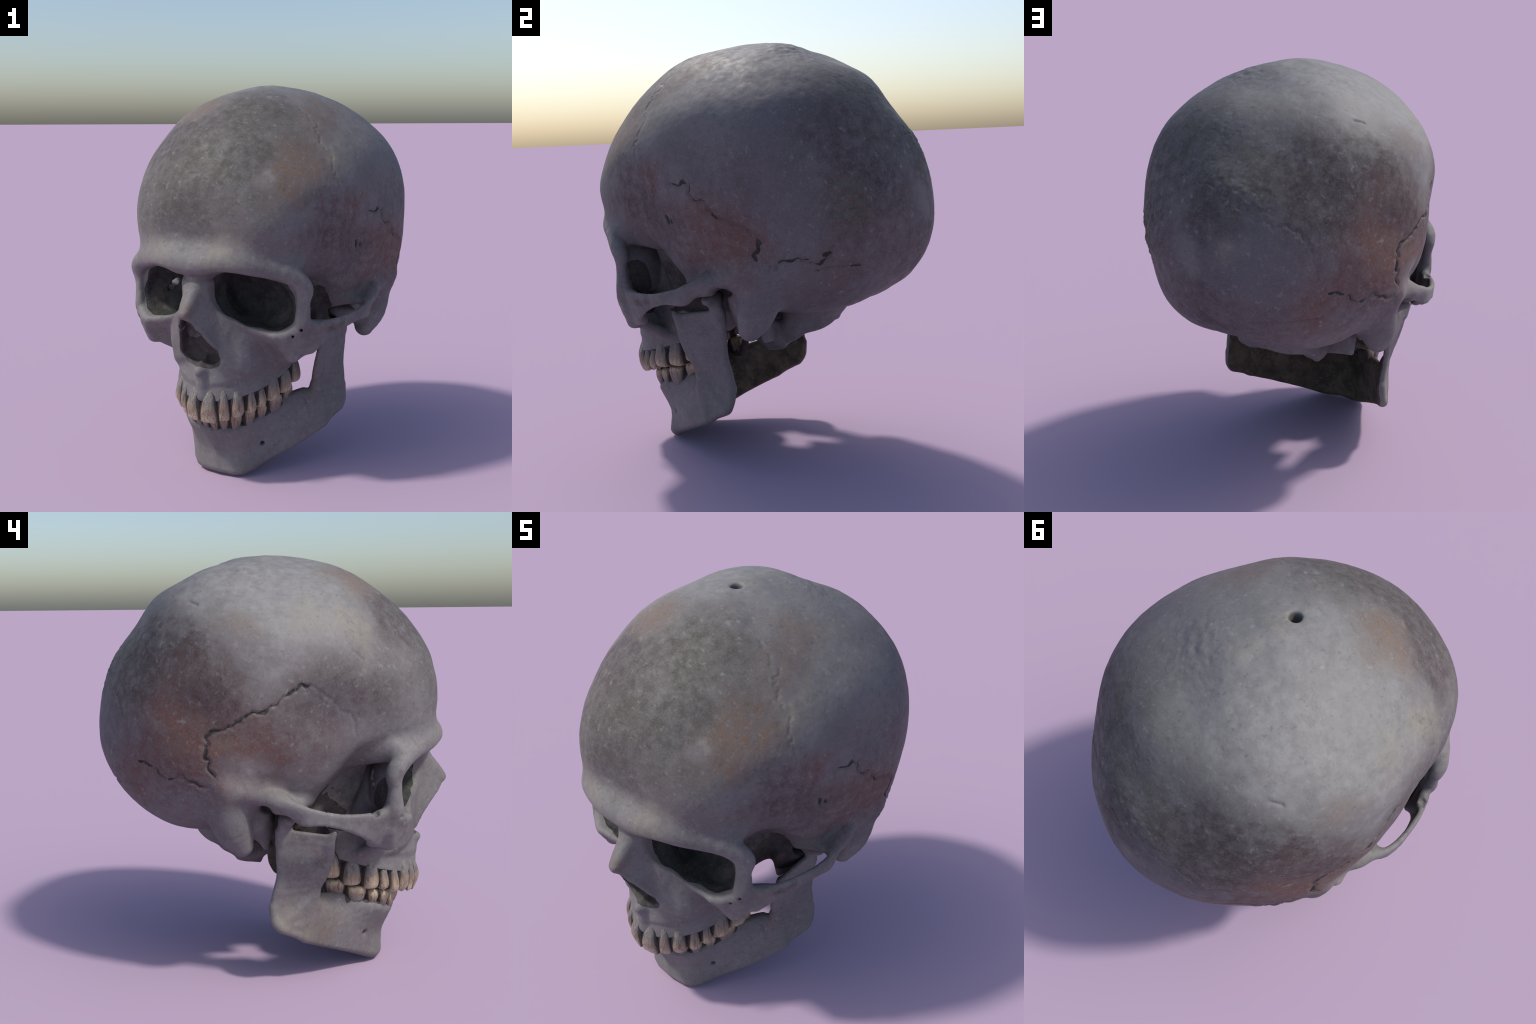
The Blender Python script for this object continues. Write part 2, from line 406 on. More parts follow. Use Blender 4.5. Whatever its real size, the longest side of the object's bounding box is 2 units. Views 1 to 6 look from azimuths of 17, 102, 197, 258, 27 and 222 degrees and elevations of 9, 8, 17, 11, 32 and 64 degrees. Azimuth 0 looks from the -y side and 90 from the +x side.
# ------------------------------------------------------------------ materials
class Graph:
    """small helper that writes shader nodes"""
    def __init__(self, name):
        self.mat = bpy.data.materials.new(name)
        self.mat.use_nodes = True
        self.t = self.mat.node_tree
        self.bsdf = self.t.nodes["Principled BSDF"]
        self.co = self.t.nodes.new("ShaderNodeTexCoord").outputs["Object"]
    def link(self, a, b):
        if isinstance(a, bpy.types.NodeSocket):
            self.t.links.new(a, b)
        elif isinstance(a, tuple) and len(a) == 3 and b.type == "RGBA":
            b.default_value = (*a, 1)
        else:
            b.default_value = a
    def math(self, op, a, b=0.0, c=None, clamp=False):
        n = self.t.nodes.new("ShaderNodeMath"); n.operation = op; n.use_clamp = clamp
        self.link(a, n.inputs[0]); self.link(b, n.inputs[1])
        if c is not None:
            self.link(c, n.inputs[2])
        return n.outputs[0]
    def vec(self, op, a, b):
        n = self.t.nodes.new("ShaderNodeVectorMath"); n.operation = op
        self.link(a, n.inputs[0]); self.link(b, n.inputs[1])
        return n.outputs["Value"] if op in ("DISTANCE", "DOT_PRODUCT") else n.outputs["Vector"]
    def noise(self, scale, detail=4.0, rough=0.55, co=None, colour=False):
        n = self.t.nodes.new("ShaderNodeTexNoise")
        n.inputs["Scale"].default_value = scale; n.inputs["Detail"].default_value = detail; n.inputs["Roughness"].default_value = rough
        self.link(co or self.co, n.inputs["Vector"])
        return n.outputs["Color" if colour else 0]
    def voronoi(self, scale, co=None):
        n = self.t.nodes.new("ShaderNodeTexVoronoi"); n.inputs["Scale"].default_value = scale
        self.link(co or self.co, n.inputs["Vector"])
        return n.outputs["Distance"]
    def range(self, v, a, b, lo=0.0, hi=1.0):
        n = self.t.nodes.new("ShaderNodeMapRange"); n.interpolation_type = "SMOOTHSTEP"
        self.link(v, n.inputs[0])
        for i, x in enumerate((a, b, lo, hi)):
            n.inputs[i + 1].default_value = x
        return n.outputs[0]
    def mix(self, fac, a, b, blend="MIX"):
        n = self.t.nodes.new("ShaderNodeMix"); n.data_type = "RGBA"; n.blend_type = blend
        self.link(fac, n.inputs[0]); self.link(a, n.inputs[6]); self.link(b, n.inputs[7])
        return n.outputs[2]
    def stretched(self, s):
        return self.vec("MULTIPLY", self.co, s)
    def bump(self, height, strength, dist):
        n = self.t.nodes.new("ShaderNodeBump")
        n.inputs["Strength"].default_value = strength; n.inputs["Distance"].default_value = dist
        self.link(height, n.inputs["Height"])
        self.link(n.outputs["Normal"], self.bsdf.inputs["Normal"])
    def done(self, colour, rough):
        self.link(colour, self.bsdf.inputs["Base Color"]); self.link(rough, self.bsdf.inputs["Roughness"])
        self.bsdf.inputs["Specular IOR Level"].default_value = 0.35
        return self.mat

# stains and dark hollow patches on the bone: place, radius, colour, strength
GREY_DARK, UMBER, RUST, OCHRE, CREAM, SLATE, PALE = (.062, .056, .048), (.046, .034, .034), (.120, .057, .042), (.155, .100, .068), (.24, .215, .165), (.110, .106, .120), (.235, .23, .225)
PLUM, HOLLOW_DARK = (.096, .064, .070), (.040, .035, .030)  # HOLLOW_DARK: brown-black patches in the temples, ear region and skull base
STAINS = [
    ((-.60, .40, 1.15), .34, PLUM, 0.70), ((-.20, .78, 1.10), .34, PLUM, 0.65), ((.30, .70, 1.15), .34, PLUM, 0.65), ((.62, .10, 1.20), .32, PLUM, 0.65), ((.45, .50, 1.60), .34, PLUM, 0.60), ((-.60, -.15, 1.25), .26, PLUM, 0.55), ((.55, -.30, 1.30), .22, PLUM, 0.55), ((-.28, -.60, 1.66), .20, PLUM, 0.60),
    ((.36, -.32, .92), .13, HOLLOW_DARK, .9), ((-.36, -.32, .92), .13, HOLLOW_DARK, .9), ((.43, .03, .84), .07, HOLLOW_DARK, .6), ((-.43, .03, .84), .07, HOLLOW_DARK, .6), ((0, .08, .62), .24, HOLLOW_DARK, .55), ((.33, -.10, .72), .10, HOLLOW_DARK, .7), ((-.33, -.10, .72), .10, HOLLOW_DARK, .7),
    ((-.21, .14, 1.97), .55, PALE, .55), ((-.45, .10, 1.80), .35, PALE, .45), ((.25, .20, 1.92), .34, SLATE, .5), ((-.50, -.10, 1.70), .30, PALE, .5),
    ((.10, -.64, 1.66), .40, GREY_DARK, .85), ((.18, -.42, 1.86), .22, GREY_DARK, .6), ((-.15, -.70, 1.50), .26, GREY_DARK, .55),
    ((-.08, -.56, 1.80), .20, UMBER, .40), ((-.33, -.52, 1.72), .16, UMBER, .45), ((-.20, -.36, 1.90), .13, OCHRE, .35),
    ((.45, -.47, 1.62), .16, OCHRE, .60), ((.39, -.60, 1.52), .12, OCHRE, .5), ((.51, -.29, 1.68), .10, CREAM, .6), ((.42, -.25, 1.81), .10, OCHRE, .4), ((.36, -.10, 1.90), .11, OCHRE, .4),
    ((.33, -.65, 1.53), .045, PALE, .5), ((0.01, -.05, 1.99), .07, CREAM, .5), ((-.02, .10, 1.99), .06, CREAM, .4), ((-.24, -.38, 1.87), .13, OCHRE, .4),
    ((.18, -.80, 1.20), .11, CREAM, .35), ((-.21, -.80, 1.20), .11, CREAM, .35),
    ((-.60, .38, 1.55), .22, UMBER, .85), ((-.48, .54, 1.52), .24, UMBER, .8), ((-.30, .64, 1.58), .26, UMBER, .75), ((-.05, .74, 1.55), .22, GREY_DARK, .7), ((.22, .62, 1.68), .26, GREY_DARK, .6),
    ((-.64, .34, 1.30), .24, RUST, .62), ((-.60, .42, 1.18), .19, RUST, .60), ((-.66, .14, 1.14), .19, RUST, .70), ((-.66, .20, 1.17), .06, OCHRE, .6), ((-.43, .63, 1.04), .15, RUST, .55), ((-.66, .24, 1.40), .16, UMBER, .55),
    ((-.60, -.24, 1.46), .15, UMBER, .5), ((-.54, -.46, 1.38), .13, UMBER, .45), ((-.62, -.10, 1.28), .17, UMBER, .35), ((-.62, .0, 1.12), .14, RUST, .35),
    ((-.49, -.34, 1.69), .09, CREAM, .4), ((-.56, -.13, 1.73), .09, CREAM, .3), ((-.60, .15, 1.70), .08, OCHRE, .3), ((-.52, -.39, 1.60), .07, CREAM, .4),
    ((-.64, .12, 1.01), .10, PALE, .5), ((-.59, -.08, .95), .09, PALE, .4), ((-.60, .14, .80), .10, SLATE, .5),
    ((.66, .02, 1.18), .17, RUST, .55), ((.67, .20, 1.12), .12, RUST, .65), ((.62, -.29, 1.42), .10, RUST, .45), ((.56, -.40, 1.28), .18, UMBER, .45), ((.60, -.20, 1.12), .16, UMBER, .35),
    ((.58, .42, 1.28), .18, SLATE, .4), ((.56, .33, 1.66), .20, SLATE, .5), ((.35, .72, 1.34), .14, UMBER, .55), ((.48, .62, 1.22), .14, GREY_DARK, .5), ((.46, .60, 1.52), .22, UMBER, .45), ((.50, .55, .98), .10, RUST, .3), ((.46, .64, 1.28), .10, (.085, .072, .058), .7), ((.40, .67, 1.20), .07, (.085, .072, .058), .6),
    ((-.02, .82, 1.40), .16, UMBER, .55), ((-.20, .81, 1.20), .20, SLATE, .75), ((-.12, .84, 1.30), .07, CREAM, .4), ((.08, .85, 1.25), .08, PALE, .35), ((.05, .80, 1.06), .16, UMBER, .4),
    ((.54, -.41, .85), .05, GREY_DARK, .9), ((.57, -.35, .84), .03, GREY_DARK, .8), ((-.55, -.42, .84), .035, GREY_DARK, .8), ((-.47, -.21, .64), .04, GREY_DARK, .8), ((-.48, -.10, .73), .05, GREY_DARK, .7), ((-.47, -.20, .72), .04, RUST, .6),
    ((-.45, -.05, .27), .14, CREAM, .4), ((-.40, -.22, .30), .12, OCHRE, .35), ((.30, -.45, .62), .12, UMBER, .2), ((.0, -.845, .93), .06, OCHRE, .4),
]

def bone_material():
    g = Graph("weathered_bone")
    warp = g.vec("ADD", g.co, g.vec("MULTIPLY", g.vec("SUBTRACT", g.noise(5.0, 5.0, .6, colour=True), (.5, .5, .5)), (.30, .30, .30)))
    broad, fine, grain = g.noise(3.2, 3.0), g.noise(22.0, 6.0, .65), g.noise(120.0, 3.0, .6)
    col = g.mix(g.range(broad, .3, .7), (.138, .130, .132), (.184, .177, .178))
    # brownish drift, mottling, muscle striation, grain
    col = g.mix(g.range(g.noise(2.6, 6.0, .62, g.vec("ADD", g.co, (9.0, 0, 0))), .46, .70, 0, .55), col, (.112, .088, .088))
    col = g.mix(g.range(g.noise(4.5, 6.0, .65, g.vec("ADD", g.co, (0, 11.0, 2.0))), .52, .74, 0, .5), col, (.075, .066, .064))
    col = g.mix(g.range(g.noise(26.0, 5.0, .7, g.vec("ADD", g.co, (2.0, 1.0, 4.0))), .50, .72, 0, .45), col, (.078, .070, .068))
    col = g.mix(g.range(g.noise(11.0, 6.0, .7), .50, .78, 0, .35), col, (.085, .078, .076))
    col = g.mix(g.range(g.noise(9.0, 5.0, .65, g.vec("ADD", g.co, (3.1, 0, 0))), .54, .76, 0, .28), col, (.24, .225, .205))
    col = g.mix(g.range(g.noise(1.0, 4.0, .6, g.stretched((70., 16., 30.))), .45, .75, 0, .25), col, (.09, .082, .082))
    edge = g.range(g.math("ADD", g.math("MULTIPLY", fine, .6), g.math("MULTIPLY", g.noise(7.0, 5.0, .65), .4)), .31, .67, .30, 1.20)
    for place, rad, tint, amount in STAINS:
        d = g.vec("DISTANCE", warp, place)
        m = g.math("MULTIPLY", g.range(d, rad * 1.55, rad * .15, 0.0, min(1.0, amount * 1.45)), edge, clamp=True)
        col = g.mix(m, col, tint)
    col = g.mix(g.range(fine, .35, .7, .25, 0), col, (.10, .095, .092))
    col = g.mix(g.range(grain, .40, .75, 0, .16), col, (.27, .26, .25))
    # chalky flecks
    fleck = g.math("MULTIPLY", g.range(g.voronoi(17.0, g.vec("ADD", g.co, g.vec("MULTIPLY", g.noise(30.0, 3.0, .6, colour=True), (.03, .03, .03)))), .22, .06), g.range(g.noise(3.4, 3.0, .6, g.vec("ADD", g.co, (0, 5.0, 0))), .54, .68))
    col = g.mix(g.math("MULTIPLY", fleck, .40), col, (.32, .315, .31))
    col = g.mix(g.range(g.noise(34.0, 4.0, .7, g.vec("ADD", g.co, (6.0, 2.0, 0))), .56, .74, 0, .38), col, (.29, .28, .265))
    col = g.mix(g.range(g.noise(44.0, 4.0, .7, g.vec("ADD", g.co, (1.0, 8.0, 3.0))), .56, .72, 0, .40), col, (.070, .064, .062))
    pore = g.math("MULTIPLY", g.range(g.voronoi(48.0), .14, .05), g.range(g.noise(6.0, 2.0, .5, g.vec("ADD", g.co, (0, 0, 7.0))), .56, .66))
    col = g.mix(g.math("MULTIPLY", pore, .6), col, (.045, .042, .04))
    h = g.math("ADD", g.math("MULTIPLY", fine, .7), g.math("ADD", g.math("MULTIPLY", grain, .25), g.math("MULTIPLY", pore, -.6)))
    g.bump(h, .28, .005)
    return g.done(col, g.range(fine, .3, .7, .58, .74))

def dark_mottle_material(name, a, b, c):
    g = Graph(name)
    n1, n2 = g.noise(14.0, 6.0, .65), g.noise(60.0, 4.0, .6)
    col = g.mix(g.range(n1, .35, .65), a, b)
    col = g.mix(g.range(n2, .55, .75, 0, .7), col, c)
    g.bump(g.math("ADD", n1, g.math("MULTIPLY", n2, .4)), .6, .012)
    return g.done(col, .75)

def enamel_material():
    """cream crowns, browner towards the neck, bone-grey roots, dark upright streaks"""
    g = Graph("stained_enamel")
    info = g.t.nodes.new("ShaderNodeObjectInfo")
    sep = g.t.nodes.new("ShaderNodeSeparateXYZ"); g.link(g.co, sep.inputs[0])
    shift = g.vec("ADD", g.co, (0.0, 0.0, 0.0))
    rnd = g.t.nodes.new("ShaderNodeCombineXYZ"); g.link(g.math("MULTIPLY", info.outputs["Random"], 31.0), rnd.inputs[0])
    shift = g.vec("ADD", g.co, rnd.outputs[0])
    n = g.noise(3.0, 4.0, .6, shift)
    z = g.math("ADD", sep.outputs[2], g.math("MULTIPLY", g.math("SUBTRACT", n, .5), .5))
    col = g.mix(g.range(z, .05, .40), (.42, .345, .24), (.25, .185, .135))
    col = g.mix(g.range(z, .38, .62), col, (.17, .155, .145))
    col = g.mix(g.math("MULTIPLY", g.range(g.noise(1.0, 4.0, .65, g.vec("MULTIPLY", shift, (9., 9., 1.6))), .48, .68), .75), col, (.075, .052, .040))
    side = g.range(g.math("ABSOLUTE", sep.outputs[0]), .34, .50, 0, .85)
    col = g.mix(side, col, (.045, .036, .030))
    g.bump(n, .3, .05)
    return g.done(col, .42)

bone = bone_material()
socket_shadow = dark_mottle_material("socket_painted_shadow", (.016, .017, .016), (.040, .041, .038), (.085, .085, .078))  # near-black colour bakes the scan's eye-socket shadow into the surface
nasal = dark_mottle_material("nasal_cavity_dark", (.040, .034, .033), (.065, .056, .054), (.11, .10, .09))
fossa = dark_mottle_material("fossa_dark_brown", (.030, .027, .025), (.060, .052, .047), (.11, .095, .08))  # temple hollow in a mottled brown-black, darker than the bone around it
dirt = dark_mottle_material("suture_dirt", (.028, .026, .025), (.050, .046, .042), (.09, .08, .07))
tartar = dark_mottle_material("tooth_root_dirt", (.030, .026, .024), (.055, .045, .042), (.11, .09, .08))
lingual = dark_mottle_material("earth_stained_bone", (.045, .036, .025), (.105, .082, .055), (.17, .15, .11))
enamel = enamel_material()

# ------------------------------------------------------------------ sutures, cracks and pits
# each: control points on the bone, half width of the dirt line, depth, waviness
SUTURES = [
    ([(-.65, .25, 1.02), (-.64, .28, 1.08), (-.65, .29, 1.15), (-.65, .28, 1.23), (-.67, .19, 1.26), (-.67, .11, 1.31), (-.66, .04, 1.33), (-.65, -.03, 1.38), (-.64, -.08, 1.42), (-.63, -.14, 1.43)], .0055, .009, .013),
    ([(-.63, -.14, 1.43), (-.61, -.21, 1.39), (-.59, -.28, 1.33), (-.57, -.34, 1.29), (-.55, -.35, 1.20)], .0, .003, .010),
    ([(.65, -.15, 1.38), (.66, -.10, 1.36), (.66, -.05, 1.38), (.67, -.02, 1.31), (.67, .04, 1.29), (.68, .10, 1.23)], .0048, .009, .014),
    ([(.68, .10, 1.23), (.67, .21, 1.19), (.66, .26, 1.15), (.65, .28, 1.12)], .0030, .008, .008),
    ([(.65, .28, 1.12), (.65, .25, 1.04), (.63, .29, .99), (.61, .36, 1.03), (.57, .43, 1.03), (.53, .48, 1.00), (.50, .53, 1.04), (.49, .56, 1.08)], .0046, .009, .016),
    ([(.45, .63, 1.11), (.43, .67, 1.24), (.46, .64, 1.34), (.35, .70, 1.42), (.18, .74, 1.50), (.04, .75, 1.56)], .0, .004, .022),
    ([(.52, .48, .98), (.48, .54, .99), (.40, .64, .99)], .0040, .008, .004),
    ([(-.63, .28, .99), (-.61, .34, 1.01), (-.59, .40, 1.05), (-.54, .48, 1.01), (-.52, .52, 1.06), (-.46, .60, 1.10)], .0045, .009, .014),
    ([(-.43, .65, 1.15), (-.39, .68, 1.34), (-.22, .76, 1.42), (-.11, .78, 1.49), (.03, .76, 1.55)], .0, .003, .022),
    ([(.31, -.27, 1.88), (.40, -.30, 1.80), (.46, -.34, 1.72), (.52, -.34, 1.63), (.56, -.36, 1.54), (.60, -.32, 1.43)], .0, .003, .016),
    ([(-.35, -.29, 1.84), (-.50, -.31, 1.70), (-.55, -.35, 1.58), (-.56, -.38, 1.50), (-.59, -.30, 1.39)], .0, .003, .016),
    ([(-.05, .77, .92), (-.18, .77, .95), (-.28, .73, .96), (-.42, .63, .97)], .0, .006, .006),
    ([(.61, -.20, 1.22), (.60, -.19, 1.19)], .009, .012, .002), ([(.61, -.175, 1.205), (.61, -.17, 1.195)], .006, .010, .002),
    ([(.515, .52, 1.045), (.505, .535, 1.04)], .013, .016, .006),
    ([(-.49, .33, 1.77), (-.46, .36, 1.78)], .0, .006, .002),
    ([(.16, -.30, 1.96), (.24, -.24, 1.955)], .0, .004, .003),
]

def polyline(pts, wave, seed):
    p = spline([(*q, 0) for q in pts], 24)[:, :3].astype(float) if len(pts) > 2 else np.linspace(pts[0], pts[1], 12)
    return p + wave * np.stack([noise(p, 45.0, seed + i) + .5 * noise(p, 110.0, seed + 5 + i) for i in range(3)], 1)

def nearest(V, line, reach):
    d = np.full(len(V), 9.0)
    idx = np.nonzero(np.all((V > line.min(0) - reach) & (V < line.max(0) + reach), axis=1))[0]
    for part in np.array_split(idx, max(1, len(idx) // 8000)):
        if len(part):
            best = np.full(len(part), 9.0)
            for a, b in zip(line[:-1], line[1:]):
                ab = b - a
                t = np.clip((V[part] - a) @ ab / max(ab @ ab, 1e-12), 0, 1)
                best = np.minimum(best, ((V[part] - a - t[:, None] * ab) ** 2).sum(1))
            d[part] = np.sqrt(best)
    return d

def weather(V, Q, seams, rough):
    """lumps, dents and seams pressed into a bone surface; returns the moved vertices and the dirt-filled faces"""
    N = normals(V, Q)
    push = rough * (0.0030 * fbm(V, 6.0, 2, 11) + 0.0007 * fbm(V, 34.0, 2, 21))
    pitted = np.clip(fbm(V, 4.0, 2, 31) - .1, 0, 1)
    push -= rough * 0.004 * pitted * np.clip(noise(V, 70.0, 41) - .25, 0, 1)
    for c, r, amp in (((.45, .64, 1.25), .17, .012), ((.15, .25, 1.95), .25, .0045), ((.60, .33, .98), .14, .006), ((-.56, .42, .98), .16, .007), ((-.1, .76, 1.48), .2, .004)):
        m = np.clip(1 - np.linalg.norm(V - c, axis=1) / r, 0, 1)
        push += m * amp * (fbm(V * (1, 1, 1.8), 36.0, 2, 51))
    dirty = np.zeros(len(Q), bool)
    C = V[Q].mean(1)
    for k, (pts, half, depth, wave) in enumerate(seams):
        line = polyline(pts, wave, 100 + 13 * k)
        ray = line - VAULT_CENTRE
        line = line - vault(line)[:, None] * ray / np.linalg.norm(ray, axis=1)[:, None]      # lay it on the bone
        d = nearest(V, line, .05)
        push -= depth * np.exp(-(d / max(.0055, half)) ** 2)
        if half:
            dirty |= nearest(C, line, .03) < half * (.85 + 1.3 * noise(C, 26.0, 300 + k))
    return V + N * push[:, None], dirty

# ------------------------------------------------------------------ teeth
# profile rows: (height, width, depth) as shares of the tooth's own size, tip first
TOOTH = {
    "incisor": [(0, .90, .18), (.03, .96, .28), (.15, 1.0, .55), (.30, .97, .85), (.45, .86, 1.0), (.60, .76, .92), (.80, .66, .66), (1, .45, .35)],
    "canine": [(0, .30, .25), (.05, .62, .45), (.15, .92, .70), (.30, 1.0, .92), (.45, .90, 1.0), (.60, .80, .95), (.80, .68, .70), (1, .45, .35)],
    "premolar": [(0, .60, .62), (.05, .84, .82), (.18, 1.0, .98), (.34, .98, 1.0), (.48, .84, .92), (.62, .74, .86), (.82, .55, .70), (1, .25, .35)],
    "molar": [(0, .78, .76), (.05, .92, .90), (.18, 1.0, 1.0), (.36, .99, 1.0), (.50, .90, .94), (.64, .84, .88), (.82, .66, .74), (1, .35, .40)],
}

def tooth_mesh(kind, mat):
    rows, ring = TOOTH[kind], 20
    V, F = [], []
    levels = spline([(r[1], r[2], r[0], 0) for r in rows], 3)
    for w, d, z, _ in levels:
        for k in range(ring):
            a = 2 * math.pi * k / ring
            e = 0.8
            x = math.copysign(abs(math.cos(a)) ** e, math.cos(a)) * w / 2
            y = math.copysign(abs(math.sin(a)) ** e, math.sin(a)) * d / 2
            # grooves that run down between the roots of the cheek teeth
            if kind in ("molar", "premolar"):
                y *= 1 - 0.16 * math.exp(-(x / 0.10) ** 2) * min(1, z * 2)
            V.append((x, y, z))
    n = len(levels)
    for i in range(n - 1):
        for k in range(ring):
            F.append((i * ring + k, (i + 1) * ring + k, (i + 1) * ring + (k + 1) % ring, i * ring + (k + 1) % ring))
    # biting surface: two inner rings with cusps and a central pit
    for s in (0.55, 0.2):
        for k in range(ring):
            x, y, z = V[k]
            a = 2 * math.pi * k / ring
            cusp = {"molar": -0.05 * math.sin(2 * a) ** 2, "premolar": -0.06 * math.sin(a) ** 2}.get(kind, -0.02)
            V.append((x * s, y * s, cusp if s > .5 else 0.03))
    base = n * ring
    for k in range(ring):
        k2 = (k + 1) % ring
        F.append((k, k2, base + k2, base + k))
        F.append((base + k, base + k2, base + ring + k2, base + ring + k))
    F.append(tuple(base + ring + k for k in range(ring)))
    F.append(tuple((n - 1) * ring + k for k in reversed(range(ring))))
    me = bpy.data.meshes.new("tooth_" + kind)
    me.from_pydata(V, [], F)
    me.polygons.foreach_set("use_smooth", np.ones(len(me.polygons), bool))
    me.materials.append(mat)
    me.update()
    return me

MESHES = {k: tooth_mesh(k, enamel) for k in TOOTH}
SOCKETS = {k: tooth_mesh(k, tartar) for k in TOOTH}
import random
from mathutils import Vector
rng = random.Random(7)

def arch_walk(centre_y, half_w, length, s):
    """point and tangent angle at arc length s from the midline of an oval tooth row"""
    n, acc, last = 600, 0.0, (0.0, centre_y - length)
    for i in range(1, n):
        a = i / n * math.pi / 2 * 1.25
        p = (half_w * math.sin(a), centre_y - length * math.cos(a)) if a < math.pi / 2 else (half_w, centre_y + (a - math.pi / 2) * length)
        step = math.hypot(p[0] - last[0], p[1] - last[1])
        if acc + step >= s:
            return p, math.atan2(p[1] - last[1], p[0] - last[0])
        acc += step; last = p
    return last, math.pi / 2

def bite(y):
    return 0.345 + 0.30 * (y + 0.72)

UPPER = [("incisor", .090, .072, .175), ("incisor", .060, .066, .180), ("canine", .074, .080, .180), ("premolar", .060, .085, .15), ("premolar", .056, .085, .14), ("molar", .088, .10, .14), ("molar", .098, .10, .13), ("molar", .095, .10, .13)]
LOWER = [("incisor", .054, .055, .13), ("incisor", .058, .055, .13), ("canine", .066, .065, .14), ("premolar", .066, .075, .12), ("premolar", .066, .08, .11), ("molar", .105, .09, .10), ("molar", .100, .09, .10)]

def socket_rim(tooth, kind, upper, parent):
    """dirt-filled socket: a wider, shallower copy of the root that shows as a dark rim round the tooth"""
    ob = bpy.data.objects.new("tooth_socket", SOCKETS[kind])
    bpy.context.scene.collection.objects.link(ob)
    ob.parent = parent
    sx, sy, sz = tooth.scale
    ob.rotation_euler = tooth.rotation_euler
    a = tooth.rotation_euler.z
    back = .004
    ob.location = tooth.location + Vector((-math.sin(a) * back, math.cos(a) * back, (.045 if upper else -.05) * sz))
    ob.scale = (sx * 1.05 + .011, sy * .86, sz * 1.0)

def place(row, upper, parent, centre_y, half_w, length):
    for side in (1, -1):
        s = 0.0
        for kind, w, d, hgt in row:
            (x, y), ang = arch_walk(centre_y, half_w, length, s + w / 2)
            s += w
            ob = bpy.data.objects.new("tooth", MESHES[kind])
            bpy.context.scene.collection.objects.link(ob)
            ob.parent = parent
            j = rng.uniform
            z = bite(y) + j(-.006, .006)
            if upper:
                ob.location = (side * x - .004, y, z)
                ob.rotation_euler = (math.radians(-6 if kind != "molar" else 0), 0, side * ang + j(-.08, .08))
                ob.scale = (w * j(.98, 1.03), d, hgt * j(.92, 1.04))
            else:
                ob.location = (side * x - .014, y, z - .012)
                ob.rotation_euler = (math.radians(180 + {"incisor": 26, "canine": 20, "premolar": 9, "molar": 2}[kind]), 0, side * ang + j(-.08, .08))
                ob.scale = (w * j(.96, 1.02), d, hgt * j(.92, 1.04))
            socket_rim(ob, kind, upper, parent)


root = bpy.data.objects.new("human_skull", None)
bpy.context.scene.collection.objects.link(root)
root.location = ORIGIN
root.rotation_euler = (0, 0, YAW)
root["label"] = "weathered grey human skull with teeth and lower jaw"
root["category"] = "skull"

# ---- cranium
V, Q = surface(skull, (-.76, -.92, .38), (.76, .92, 2.06), H)
V = relax(V, Q, 4)
V, dirty = weather(V, Q, SUTURES, 1.0)
N = normals(V, Q)
C = V[Q].mean(1)
wob = C + .012 * np.stack([noise(C, 22.0, 71), noise(C, 22.0, 72), noise(C, 22.0, 73)], 1)
x, y, z = wob.T
ax = np.abs(x - face_lean(y, z))
S = np.stack([ax, y, z], 1).astype(f32)
squama = np.interp(y, [-.40, -.35, -.28, -.14, -.08, .04, .11, .19, .28, .30], [1.10, 1.22, 1.33, 1.43, 1.42, 1.33, 1.29, 1.24, 1.15, 1.03])
region = np.full(len(Q), "sphenoid_bone", dtype=object)
region[(y > -.10) & (z > .95)] = "parietal_bone"
region[(y < -.25 - .15 * ax) & (z > 1.03)] = "frontal_bone"
region[(y >= -.25 - .15 * ax) & (z > 1.2)] = "parietal_bone"
region[(ax > .36) & (z < squama) & (y > -.36) & (y < .5) & (z < 1.45)] = "temporal_bone"
region[(ax > .40) & (y > -.16) & (y < .40) & (z < 1.05)] = "temporal_bone"
region[(y > .30) & (z < 1.58 - 1.05 * ax) & (z < 1.6)] = "occipital_bone"
region[(y > -.02) & (z < .90) & (ax < .40)] = "occipital_bone"
region[(y < -.22) & (z < 1.03)] = "maxilla"
region[(ax > .36) & (y < -.24) & (z > .60) & (z < 1.04)] = "zygomatic_bone"
region[(ax < .15) & (y > -.36) & (y < -.1) & (z < .85)] = "sphenoid_bone"
region[(ax < .07) & (y < -.72) & (z > .84) & (z < 1.05)] = "nasal_bone"
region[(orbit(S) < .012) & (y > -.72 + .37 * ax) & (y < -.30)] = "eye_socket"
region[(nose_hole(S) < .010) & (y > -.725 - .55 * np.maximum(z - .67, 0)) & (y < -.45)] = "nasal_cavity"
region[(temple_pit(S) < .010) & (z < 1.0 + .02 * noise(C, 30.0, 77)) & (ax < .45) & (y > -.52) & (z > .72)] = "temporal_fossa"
region[dirty] = "suture"
gum = np.zeros(len(Q), bool)
gum |= (C[:, 2] < bite(C[:, 1]) + .105) & (C[:, 1] < -.28)
region[gum & (C[:, 2] < .62)] = "tooth_socket"

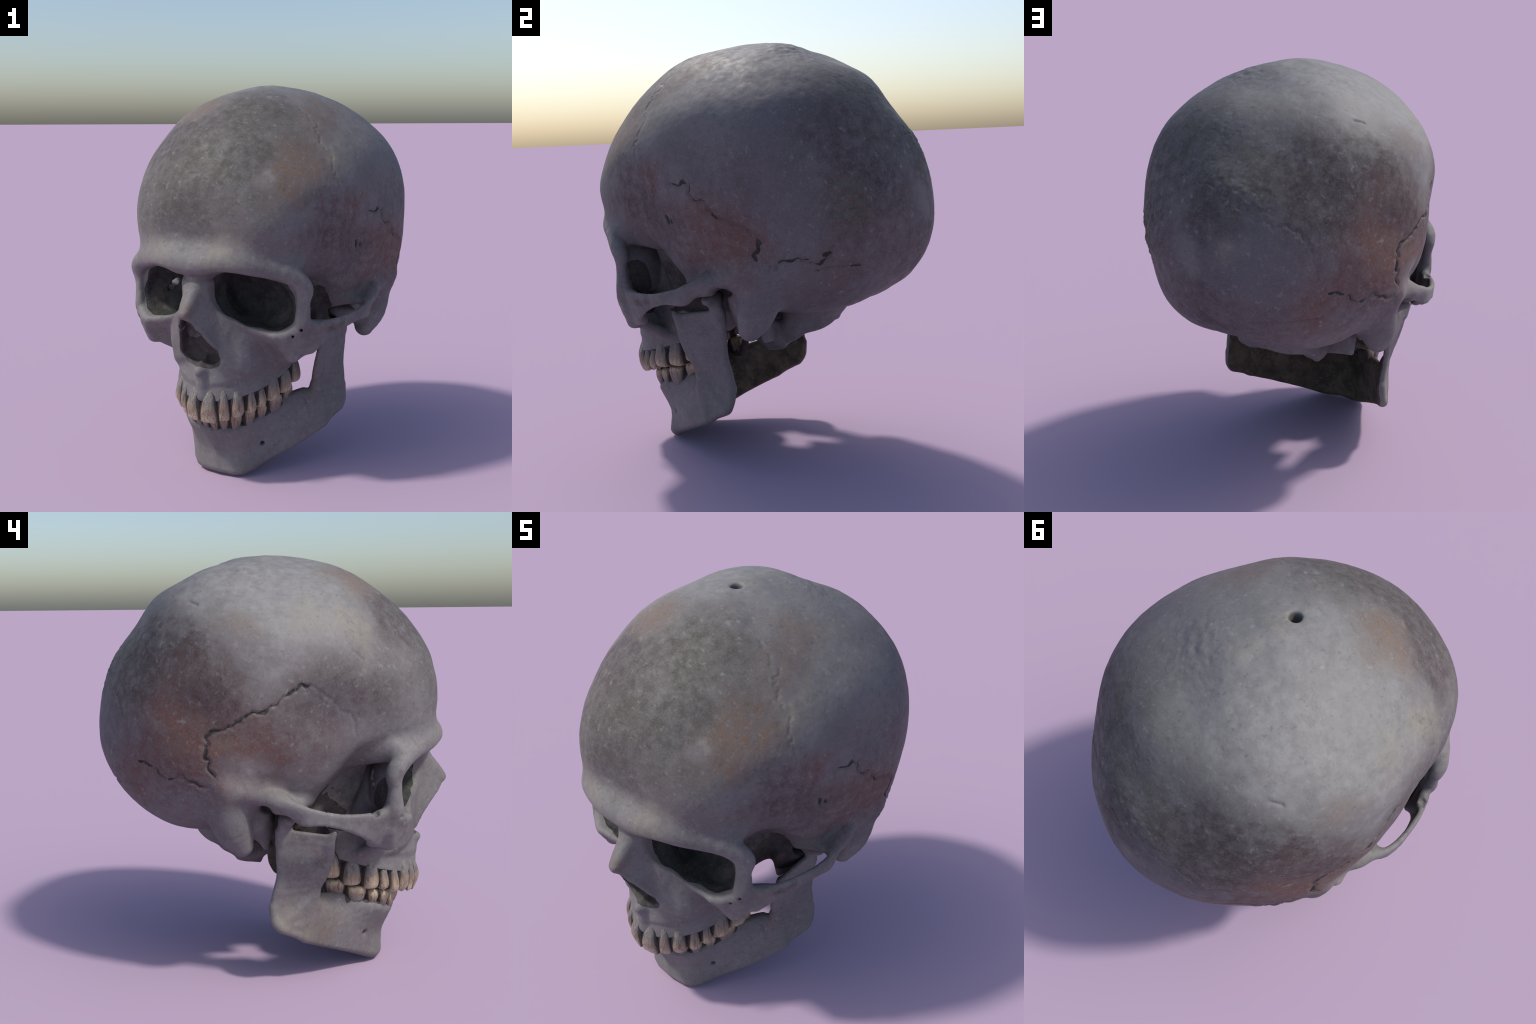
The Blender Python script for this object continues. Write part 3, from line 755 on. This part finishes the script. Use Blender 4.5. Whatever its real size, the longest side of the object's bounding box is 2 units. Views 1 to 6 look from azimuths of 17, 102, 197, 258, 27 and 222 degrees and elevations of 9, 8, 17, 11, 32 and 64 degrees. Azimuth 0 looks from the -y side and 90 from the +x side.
def smooth_borders(V, Q, region, rounds=5):
    """evens out the grid steps along the border of a stained or dirty piece"""
    _, r = np.unique(region.astype(str), return_inverse=True)
    e = np.sort(np.concatenate([Q[:, [0, 1]], Q[:, [1, 2]], Q[:, [2, 3]], Q[:, [3, 0]]]), 1)
    owner = np.tile(r, 4)
    key = e[:, 0].astype(np.int64) * len(V) + e[:, 1]
    o = np.argsort(key, kind="stable")
    k, w = key[o], owner[o]
    cross = np.nonzero((k[1:] == k[:-1]) & (w[1:] != w[:-1]))[0]
    b = e[o][cross]
    deg = np.bincount(b.ravel(), minlength=len(V))
    on = deg == 2
    for _ in range(rounds):
        S = np.stack([np.bincount(b[:, 0], V[b[:, 1], i], len(V)) + np.bincount(b[:, 1], V[b[:, 0], i], len(V)) for i in range(3)], 1)
        V = np.where(on[:, None], .45 * V + .55 * S / np.maximum(deg, 1)[:, None], V)
    return V

def split_parts(V, Q, N, region, parent_of):
    V = smooth_borders(V, Q, region)
    made = {}
    for name in sorted(set(region)):
        faces = region == name
        sides = [faces]
        if name in ("parietal_bone", "temporal_bone", "zygomatic_bone", "eye_socket", "temporal_fossa"):
            left = C[:, 0] > 0
            sides = [faces & left, faces & ~left]
        for f in sides:
            if f.any():
                mat = {"eye_socket": socket_shadow, "nasal_cavity": nasal, "temporal_fossa": fossa, "suture": dirt, "tooth_socket": tartar, "lingual_surface": lingual}.get(name, bone)
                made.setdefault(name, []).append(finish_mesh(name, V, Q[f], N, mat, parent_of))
    return made

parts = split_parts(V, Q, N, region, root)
maxilla = parts["maxilla"][0]

# ---- lower jaw
V, Q = surface(jaw, (-.62, -.72, -.03), (.62, .10, .92), H)
V = relax(V, Q, 4)
V, _ = weather(V, Q, [], .8)
N = normals(V, Q)
C = V[Q].mean(1)
fn = N[Q].mean(1)
out = C - np.array([-.022, -.05, 0])
out[:, 2] = 0
inner = (fn * out).sum(1) / np.linalg.norm(out, axis=1) < -.15 + .12 * noise(C, 25.0, 81)
region = np.full(len(Q), "mandible", dtype=object)
region[inner] = "lingual_surface"
gum = (C[:, 2] > bite(C[:, 1]) - .085 + .02 * noise(C, 20.0, 502)) & (C[:, 1] < -.34) & (C[:, 2] < .45)
region[gum & ~inner & (C[:, 1] < -.25)] = "tooth_socket"
parts = split_parts(V, Q, N, region, root)
mandible = parts["mandible"][0]
for name in ("lingual_surface", "tooth_socket"):
    for ob in parts.get(name, []):
        ob.parent = mandible

place(UPPER, True, maxilla, -.30, .270, .417)
place(LOWER, False, mandible, -.30, .248, .332)
